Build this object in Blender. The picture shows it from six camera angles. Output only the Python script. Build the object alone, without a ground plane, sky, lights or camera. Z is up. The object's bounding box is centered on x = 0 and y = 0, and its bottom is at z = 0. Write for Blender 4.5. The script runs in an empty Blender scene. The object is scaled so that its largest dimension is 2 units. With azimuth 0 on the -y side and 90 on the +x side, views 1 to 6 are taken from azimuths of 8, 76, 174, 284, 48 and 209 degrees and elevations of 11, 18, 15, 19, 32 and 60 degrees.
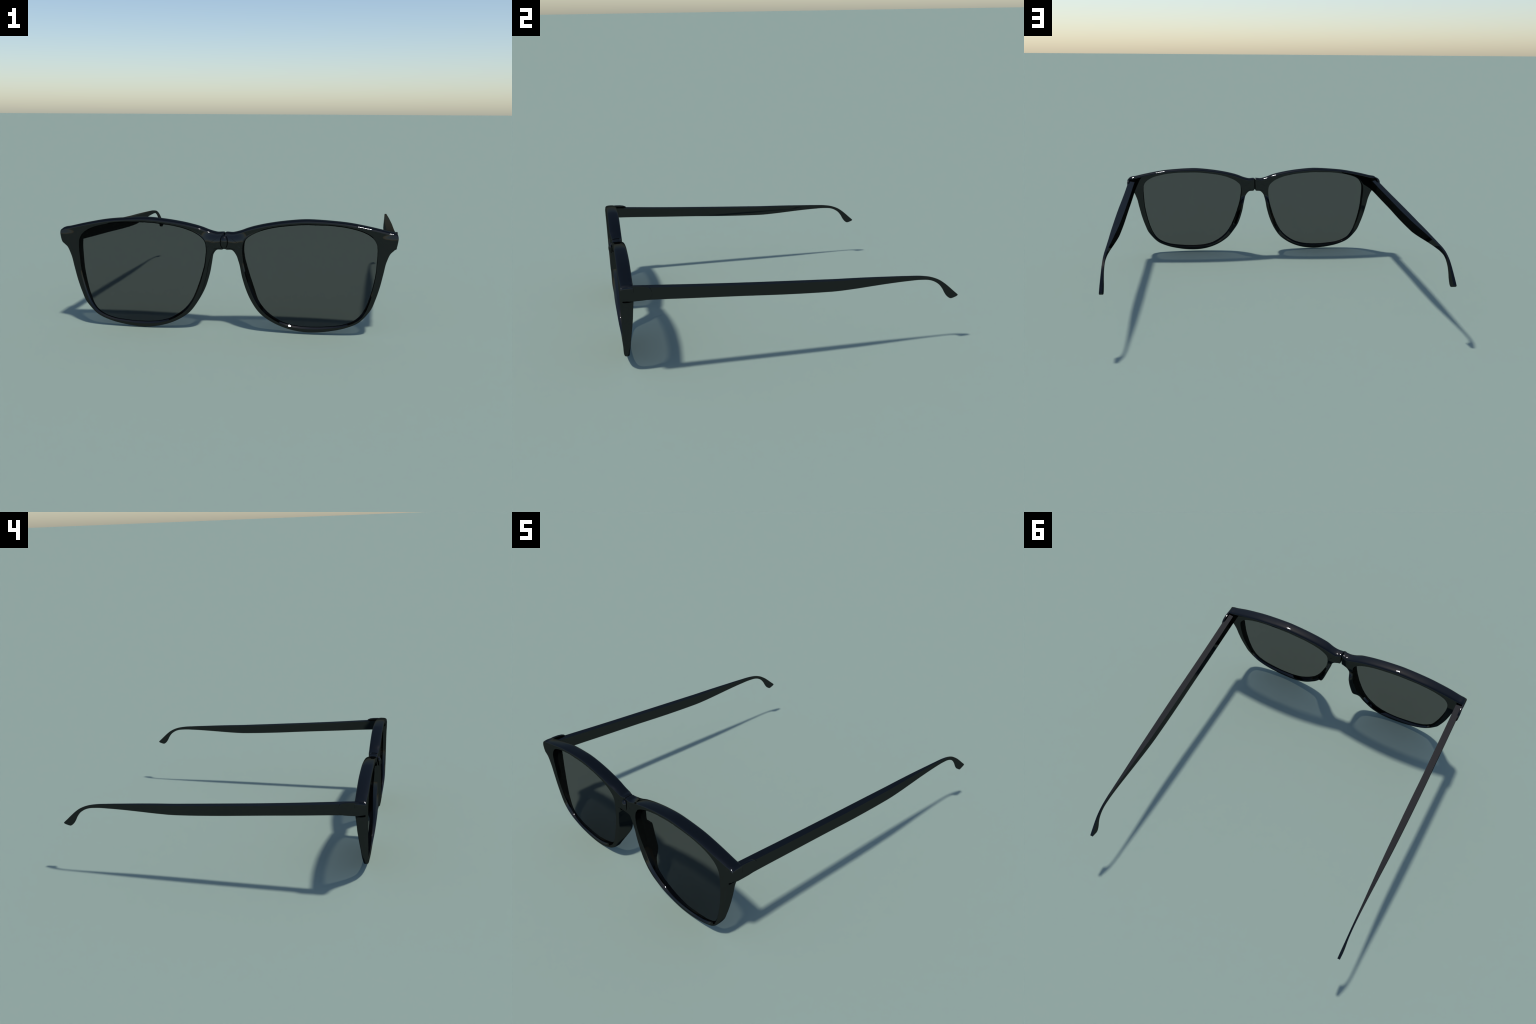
"""Folding sunglasses: black glossy plastic front made of two hinged halves,
flat box-section temples with drooping tips, smoked grey lenses."""
import bpy, bmesh, math
import numpy as np
from mathutils import Matrix

# ------------------------------------------------------------------ materials
def glossy_plastic(name, tint, shine, rough):
    """Almost black body under a mirror-like polish of even strength."""
    m = bpy.data.materials.new(name)
    m.use_nodes = True
    nt = m.node_tree
    b = nt.nodes["Principled BSDF"]
    out = nt.nodes["Material Output"]
    tc = nt.nodes.new("ShaderNodeTexCoord")
    nz = nt.nodes.new("ShaderNodeTexNoise")
    nz.inputs["Scale"].default_value = 40.0
    ramp = nt.nodes.new("ShaderNodeValToRGB")
    ramp.color_ramp.elements[0].color = (tint[0] * .8, tint[1] * .8, tint[2] * .8, 1)
    ramp.color_ramp.elements[1].color = (tint[0] * 1.2, tint[1] * 1.2, tint[2] * 1.2, 1)
    nt.links.new(tc.outputs["Object"], nz.inputs["Vector"])
    nt.links.new(nz.outputs["Fac"], ramp.inputs["Fac"])
    nt.links.new(ramp.outputs["Color"], b.inputs["Base Color"])
    b.inputs["Roughness"].default_value = 1.0
    b.inputs["Specular IOR Level"].default_value = 0.0
    polish = nt.nodes.new("ShaderNodeBsdfAnisotropic")
    polish.inputs["Color"].default_value = (*shine, 1)
    polish.inputs["Roughness"].default_value = rough
    add = nt.nodes.new("ShaderNodeAddShader")
    nt.links.new(b.outputs[0], add.inputs[0])
    nt.links.new(polish.outputs[0], add.inputs[1])
    nt.links.new(add.outputs[0], out.inputs["Surface"])
    return m


def smoked_lens(name, alpha):
    """Clear dark tint with no visible shine of its own; each face absorbs."""
    m = bpy.data.materials.new(name)
    m.use_nodes = True
    b = m.node_tree.nodes["Principled BSDF"]
    b.inputs["Base Color"].default_value = (.002, .002, .002, 1)
    b.inputs["Roughness"].default_value = .6
    b.inputs["Specular IOR Level"].default_value = 0.0
    b.inputs["Alpha"].default_value = alpha
    return m


BLACK = glossy_plastic("black_glossy_acetate", (.0012, .0013, .0012), (.037, .0385, .039), .02)
SMOKE = smoked_lens("smoked_grey_lens", .595)

# ------------------------------------------------------------------ helpers
def spline(ctrl, per):
    """Closed centripetal-like Catmull-Rom through control rows."""
    c = np.array(ctrl, float)
    n = len(c)
    out = []
    for i in range(n):
        p0, p1, p2, p3 = c[i - 1], c[i], c[(i + 1) % n], c[(i + 2) % n]
        d1 = max(np.linalg.norm(p2 - p1), 1e-6)
        d0 = max(np.linalg.norm(p1 - p0), 1e-6)
        d2 = max(np.linalg.norm(p3 - p2), 1e-6)
        m1 = ((p1 - p0) / d0 * d1 + (p2 - p1) / d1 * d0) / (d0 + d1) * d1
        m2 = ((p2 - p1) / d1 * d2 + (p3 - p2) / d2 * d1) / (d1 + d2) * d1
        for k in range(per):
            t = k / per
            out.append((2*t**3 - 3*t*t + 1) * p1 + (t**3 - 2*t*t + t) * m1
                       + (-2*t**3 + 3*t*t) * p2 + (t**3 - t*t) * m2)
    return np.array(out)


def smooth(a, b, v):
    t = np.clip((v - a) / (b - a), 0, 1)
    return t * t * (3 - 2 * t)


def curve(xs, ys, v):
    """Smooth monotone-ish 1D profile through a few stations."""
    return np.interp(v, xs, ys)


def make(name, verts, faces, mat, parent, angle=None):
    me = bpy.data.meshes.new(name)
    me.from_pydata([tuple(map(float, v)) for v in verts], [], faces)
    bm = bmesh.new()
    bm.from_mesh(me)
    bmesh.ops.recalc_face_normals(bm, faces=bm.faces)
    bm.to_mesh(me)
    bm.free()
    me.materials.append(mat)
    me.polygons.foreach_set("use_smooth", [True] * len(me.polygons))
    if angle:
        me.set_sharp_from_angle(angle=math.radians(angle))
    ob = bpy.data.objects.new(name, me)
    bpy.context.scene.collection.objects.link(ob)
    ob.parent = parent
    return ob


def mirrored(verts, side):
    v = np.array(verts, float)
    v[:, 0] *= side
    return v


def loft(rings, close_ring=True, cap=True, wrap=False):
    """Skin a list of equal-length rings of points."""
    m = len(rings[0])
    verts = np.concatenate(rings)
    faces = []
    n = len(rings)
    for i in range(n if wrap else n - 1):
        j = (i + 1) % n
        for k in range(m if close_ring else m - 1):
            l = (k + 1) % m
            faces.append((i*m + k, i*m + l, j*m + l, j*m + k))
    if cap and not wrap:
        faces.append(tuple(range(m)))
        faces.append(tuple((n - 1) * m + k for k in range(m)))
    return verts, faces


# ------------------------------------------------------------------ front half
# (outer outline x, z ; matching point on the lens opening x, z), right half,
# clockwise from the top of the folding seam in the middle of the bridge
OUTLINE = [
    (.0024, .5455, .103, .478), (.045, .548, .106, .490), (.085, .558, .114, .507),
    (.125, .573, .140, .531), (.195, .592, .200, .560), (.275, .607, .277, .580),
    (.360, .6180, .360, .591), (.410, .6225, .410, .5955), (.440, .6240, .440, .597),
    (.495, .6230, .495, .5965),
    (.570, .6185, .570, .595), (.675, .6085, .670, .583), (.745, .5965, .730, .568),
    (.820, .581, .775, .548), (.880, .567, .800, .528), (.916, .559, .813, .509),
    (.9262, .549, .818, .497), (.9262, .508, .8215, .478), (.917, .478, .8225, .460),
    (.908, .467, .8225, .448), (.888, .447, .822, .430), (.872, .412, .820, .400),
    (.856, .344, .815, .335), (.839, .270, .800, .258), (.816, .196, .778, .183),
    (.797, .148, .760, .141), (.773, .113, .738, .107), (.733, .070, .706, .079),
    (.659, .034, .643, .053), (.580, .0145, .575, .042), (.497, .004, .497, .036),
    (.420, .005, .425, .037), (.343, .020, .355, .047), (.296, .037, .312, .061),
    (.248, .062, .265, .088), (.200, .098, .224, .122), (.151, .166, .183, .178),
    (.119, .237, .152, .247), (.098, .306, .131, .306), (.080, .390, .109, .385),
    (.066, .428, .104, .420), (.042, .452, .1015, .440), (.0060, .459, .1015, .457),
    (.0042, .466, .1015, .461), (.0022, .500, .1018, .467), (.0014, .540, .1024, .473),
]
PER = 7


def front_y(x, z):
    """Front face: nearly flat, the nose side of each rim standing forward."""
    y = -.980 - .012 * (1 - smooth(.08, .45, x)) * smooth(.03, .22, z) * (1 - .85 * smooth(.33, .58, z))
    y = y + .009 * (1 - smooth(.0, .13, z)) * smooth(.18, .36, x)
    y = y + .012 * smooth(.50, .56, z) * (1 - smooth(.05, .15, x))      # bridge leans back
    y = y + .005 * smooth(.520, .56, z) * smooth(.78, .92, x)            # so do the end lugs
    return y


def rear_y(x, z):
    """Back face: the front is deep at the brow and thins towards the bottom."""
    y = curve([-.1, .03, .085, .13, .19, .255, .335, .46, .7],
              [-.942, -.942, -.945, -.942, -.9365, -.928, -.918, -.908, -.904], z)
    y = y + .0025 * smooth(.50, .58, z) * smooth(.10, .40, x) * (1 - smooth(.60, .90, x))
    y = y + .012 * (1 - smooth(.02, .20, z)) * (1 - smooth(.25, .50, x))
    y = y - .012 * (1 - smooth(.0, .05, x)) * smooth(.40, .45, z)
    return y


def lens_y(z):
    """The lenses lean: their lower edge sits further forward."""
    return -.962 + .038 * z


def pad_depth(x, z):
    """Extra backward reach of the nose pad behind the nose side of the rim."""
    rise = smooth(.120, .235, z)
    fall = 1 - smooth(.365, .425, z)
    return (.052 - .08 * np.clip(z - .22, 0, 1)) * rise * fall * (1 - smooth(.19, .25, x))


def outward(P):
    t = np.roll(P, -1, 0) - np.roll(P, 1, 0)
    t /= np.linalg.norm(t, axis=1)[:, None]
    return np.stack([-t[:, 1], t[:, 0]], 1)            # clockwise outline


def half_front():
    both = spline(np.array(OUTLINE), PER)
    O, I = both[:, :2], both[:, 2:]
    NO, NI = outward(O), outward(I)
    rings, pads = [], []
    width = np.linalg.norm(O - I, axis=1)
    # rounded crown along brow and bottom, flat wall at the sides and the folding seam
    arches = np.where(O[:, 0] < .004, 0, smooth(.35, .85, abs(NO[:, 1])))
    for _ in range(3):
        arches = (np.roll(arches, 1) + arches + np.roll(arches, -1)) / 3
        NO = np.roll(NO, 1, 0) + NO + np.roll(NO, -1, 0)
        NO /= np.linalg.norm(NO, axis=1)[:, None]
    # front chamfer of the opening: wide at the bottom and the nose, narrow elsewhere
    chamfer = smooth(.15, .6, -NO[:, 1]) * (O[:, 1] < .3) + .7 * (1 - smooth(.2, .3, O[:, 0])) * (1 - smooth(.36, .42, O[:, 1]))
    chamfer = np.minimum(chamfer, 1)
    for _ in range(60):
        chamfer = (np.roll(chamfer, 1) + chamfer + np.roll(chamfer, -1)) / 3
    for o, i, no, ni, W, arch, cham in zip(O, I, NO, NI, width, arches, chamfer):
        crown = .007 * (1 - arch) + arch * min(.014, .52 * W)
        side = .006
        fi = min(.006 + .006 * cham, .36 * W)
        ri = min(.0015 + .0065 * smooth(.2, .7, -no[1]) * (o[1] < .3), .34 * W)
        p = pad_depth(*o)
        side += min(.006, .2 * p)
        crown = max(crown, min(side, .48 * W))
        front = lambda q: front_y(q[0], q[1])
        rear = lambda q, f: rear_y(q[0], q[1]) + p * (1 - .5 * f)
        ly = lens_y(i[1])
        pts = []
        add = lambda q, y: pts.append((q[0], y, q[1]))
        yf_i = front(i)
        y0 = min(yf_i + fi * (.8 + .5 * cham), ly - .005)
        add(i, ly)                                      # opening: short wall, then a slanted chamfer
        add(i + ni * fi * .12, y0 + .0005)
        for f in (.02, .3, .65, .97, 1):
            add(i + ni * fi * (.12 + .88 * f), y0 * (1 - f) + yf_i * f)
        q0, q1 = i + ni * fi, o - no * crown
        for f in (.03, .2, .4, .6, .8, .97):            # front face
            q = q0 * (1 - f) + q1 * f
            add(q, front(q))
        yf, yr = front(q1), rear(q1, 0)
        yc, D = (yf + yr) / 2, (yr - yf) / 2
        n_arc = 25                                      # outer edge, front to back
        for k in range(n_arc):
            a = math.pi * k / (n_arc - 1)
            c, s = math.cos(a), math.sin(a)
            e = 2 / 2.7
            ya = yc - D * math.copysign(abs(c) ** e, c)
            sa = crown * abs(s) ** e
            # squarer edge for the sides: flat wall with small fillets
            if k <= 8:
                b = k / 8 * math.pi / 2
                yb, sb = yf + side * (1 - math.cos(b)), crown - side + side * math.sin(b)
            elif k >= n_arc - 9:
                b = (n_arc - 1 - k) / 8 * math.pi / 2
                yb, sb = yr - side * (1 - math.cos(b)), crown - side + side * math.sin(b)
            else:
                f = (k - 8) / (n_arc - 17)
                yb, sb = (yf + side) * (1 - f) + (yr - side) * f, crown
            add(q1 + no * (sa * arch + sb * (1 - arch)), ya * arch + yb * (1 - arch))
        q2 = i + ni * ri
        for f in (.03, .2, .4, .6, .8, .97):            # rear face
            q = q1 * (1 - f) + q2 * f
            add(q, rear(q, f))
        y1 = rear(i, 1)                                 # opening, wall flaring out to the back
        for f in (0, .03, .35, .7, 1):
            add(q2 * (1 - f) + i * f, y1 * (1 - f) + ly * f)
        rings.append(np.array(pts))
        pads.append(p > .004)
    verts, faces = loft(rings, close_ring=False, wrap=True)
    m = len(rings[0])
    region = []
    for f in faces:
        on_pad = pads[f[0] // m] or pads[f[2] // m]
        back = np.mean([verts[k][1] for k in f]) > -.925
        region.append(1 if on_pad and back else 0)
    return verts, faces, np.array(region), I


def split_smooth(verts, faces, region, names, mat, parent, side):
    """One smooth skin cut into named parts that keep the whole's normals."""
    v = mirrored(verts, side)
    me = bpy.data.meshes.new("skin")
    me.from_pydata([tuple(p) for p in v], [], faces)
    bm = bmesh.new()
    bm.from_mesh(me)
    bmesh.ops.recalc_face_normals(bm, faces=bm.faces)
    bm.to_mesh(me)
    bm.free()
    normals = np.array([n.vector[:] for n in me.vertex_normals])
    polys = [tuple(p.vertices) for p in me.polygons]
    bpy.data.meshes.remove(me)
    made = []
    for r, name in enumerate(names):
        fs = [f for f, g in zip(polys, region) if g == r]
        used = sorted({k for f in fs for k in f})
        back = {k: i for i, k in enumerate(used)}
        part = bpy.data.meshes.new(name)
        part.from_pydata([tuple(v[k]) for k in used], [], [tuple(back[k] for k in f) for f in fs])
        part.materials.append(mat)
        part.polygons.foreach_set("use_smooth", [True] * len(part.polygons))
        part.normals_split_custom_set_from_vertices([tuple(normals[k]) for k in used])
        ob = bpy.data.objects.new(name, part)
        bpy.context.scene.collection.objects.link(ob)
        ob.parent = parent
        made.append(ob)
    return made


# ------------------------------------------------------------------ lens
def lens_shell(I):
    """Thin slightly bowed pane that fills the opening, tucked 1 mm into the rim."""
    c = I.mean(0)
    J = c + (I - c) * 1.004
    n = len(J)
    levels = [1, .96, .85, .65, .4, .18]
    verts, faces = [], []
    for sgn in (-1, 1):
        for L in levels:
            for q in c + (J - c) * L:
                verts.append((q[0], lens_y(q[1]) - .003 * (1 - L * L) + sgn * .005, q[1]))
        verts.append((c[0], lens_y(c[1]) - .003 + sgn * .005, c[1]))
    half = n * len(levels) + 1
    for s in (0, half):
        for i in range(len(levels) - 1):
            for k in range(n):
                l = (k + 1) % n
                faces.append((s + i*n + k, s + i*n + l, s + (i+1)*n + l, s + (i+1)*n + k))
        for k in range(n):
            faces.append((s + (len(levels)-1)*n + k, s + (len(levels)-1)*n + (k+1) % n, s + half - 1))
    for k in range(n):
        faces.append((k, (k+1) % n, half + (k+1) % n, half + k))
    return verts, faces


# ------------------------------------------------------------------ temples
# (top edge y, z ; bottom edge y, z ; thickness) from the hinge to the tip
TEMPLE = [
    (-0.912, 0.546, -0.912, 0.473, 0.04396), (-0.809, 0.538, -0.813, 0.468, 0.04385), (-0.582, 0.52, -0.585, 0.453, 0.04361),
    (-0.328, 0.502, -0.33, 0.437, 0.04335), (-0.048, 0.484, -0.049, 0.418, 0.04305), (0.14, 0.473, 0.141, 0.408, 0.03919),
    (0.229, 0.468, 0.23, 0.405, 0.03684), (0.33, 0.464, 0.334, 0.407, 0.03275), (0.445, 0.459, 0.453, 0.412, 0.02655),
    (0.558, 0.453, 0.559, 0.416, 0.0202), (0.665, 0.447, 0.662, 0.418, 0.01433), (0.767, 0.438, 0.754, 0.417, 0.01164),
    (0.819, 0.427, 0.805, 0.411, 0.0109), (0.872, 0.405, 0.845, 0.395, 0.01096), (0.905, 0.383, 0.875, 0.373, 0.01175),
    (0.94, 0.353, 0.9, 0.342, 0.014), (0.968, 0.327, 0.914, 0.317, 0.01603), (0.987, 0.31, 0.928, 0.297, 0.01658),
    (0.995, 0.302, 0.938, 0.287, 0.01688), (0.994, 0.297, 0.949, 0.282, 0.017), (0.986, 0.291, 0.964, 0.283, 0.015),
]


def temple(centre):
    t = np.array(TEMPLE)
    # resample smoothly between stations (open spline: drop the closing segment)
    closed = spline(np.vstack([t, t[-1:] + (t[-1:] - t[-2:-1]), t[:1] + (t[:1] - t[1:2])]), 8)
    rows = closed[: 8 * (len(t) - 1) + 1]
    rings = []
    for yt, zt, yb, zb, th in rows:
        top, bot = np.array([yt, zt - .0018]), np.array([yb, zb - .0012])
        h = np.linalg.norm(top - bot)
        u = (top - bot) / h
        x0 = centre((yt + yb) / 2)
        ring = []
        for sx, sz in ((1, 1), (-1, 1), (-1, -1), (1, -1)):
            q = (top + bot) / 2 + u * sz * h / 2
            ring.append((x0 + sx * th / 2, q[0], q[1]))
        rings.append(np.array(ring))
    return loft(rings)


# ------------------------------------------------------------------ end plate
def end_plate():
    """Rounded tab that wraps back from the corner of the front over the temple's outside."""
    stations = [  # y, top z, bottom z, outer x
        (-.966, .534, .482, .9225), (-.955, .546, .472, .9252), (-.935, .553, .467, .9256), (-.905, .556, .4655, .9265),
        (-.870, .554, .466, .9285), (-.845, .550, .467, .9285), (-.828, .543, .471, .9282), (-.817, .531, .481, .9275),
        (-.812, .515, .495, .9265)]
    rings = []
    for y, zt, zb, xo in stations:
        xi, b = .914, .0035
        h, zc = (zt - zb) / 2, (zt + zb) / 2
        ring = []
        for sx, sz in ((1, 1), (-1, 1), (-1, -1), (1, -1)):
            arc = [(math.cos(a), math.sin(a)) for a in np.linspace(0, math.pi / 2, 5)]
            if sx * sz < 0:
                arc = arc[::-1]
            arc = [(1.0, -.5)] + arc if sx * sz > 0 else arc + [(1.0, -.5)]
            for ca, sa in arc:
                z = zc + sz * (h - b + b * sa) if sa >= 0 else zc + sz * h * .3
                x = (xo + xi) / 2 + sx * ((xo - xi) / 2 - b + b * ca)
                if sx > 0:                              # outer face turns in towards its lower edge
                    x -= .007 * max(0, (.505 - z) / .04) ** 2
                ring.append((x, y, z))
        rings.append(np.array(ring))
    return loft(rings)


# ------------------------------------------------------------------ knuckle
def knuckle():
    """Upright barrel of the folding hinge on the front of the bridge."""
    rings = []
    for k in range(25):
        a = -math.pi / 2 + math.pi * k / 24
        z = .4975 + .0385 * math.sin(a)
        r = max(math.cos(a), .02) ** .8
        ring = []
        for p in np.linspace(0, 2 * math.pi, 32, endpoint=False):
            c, d = math.cos(p), math.sin(p)
            ring.append((.0235 * r * math.copysign(abs(c) ** .8, c), -.971 + .028 * r * math.copysign(abs(d) ** .8, d), z))
        rings.append(np.array(ring))
    return loft(rings)


# ------------------------------------------------------------------ assemble
root = bpy.data.objects.new("sunglasses", None)
bpy.context.scene.collection.objects.link(root)
root["label"] = "black glossy folding sunglasses with smoked grey lenses"
root["category"] = "sunglasses"

TEMPLE_X = {1: ([-.9, -.55, -.17, .06, .28, .5, .71, .84, 1.0],
                [.899, .902, .907, .909, .911, .913, .9165, .918, .920]),
            -1: ([-.9, -.57, -.28, .115, .416, .7, 1.0],
                 [.898, .897, .8955, .890, .885, .882, .8795])}
fv, ff, fr, opening = half_front()
lv, lf = lens_shell(opening)
pv, pf = end_plate()
for side in (1, -1):
    split_smooth(fv, ff, fr, ("rim", "nose_pad"), BLACK, root, side)
    make("lens", mirrored(lv, side), lf, SMOKE, root, 40)
    tx, tc = TEMPLE_X[side]
    tv, tf = temple(lambda y: float(np.interp(y, tx, tc)))
    make("temple", mirrored(tv, side), tf, BLACK, root, 28)
    make("end_plate", mirrored(pv, side), pf, BLACK, root, 40)
kv, kf = knuckle()
make("hinge_knuckle", kv, kf, BLACK, root)

# the pair stands very slightly askew: left bottom rim touches first
ROLL, YAW = .0085, .006
root.rotation_euler = (0, -ROLL, YAW)
bpy.context.view_layer.update()
low = min((o.matrix_world @ v.co).z for o in root.children for v in o.data.vertices)
root.location.z -= low
bpy.context.view_layer.update()
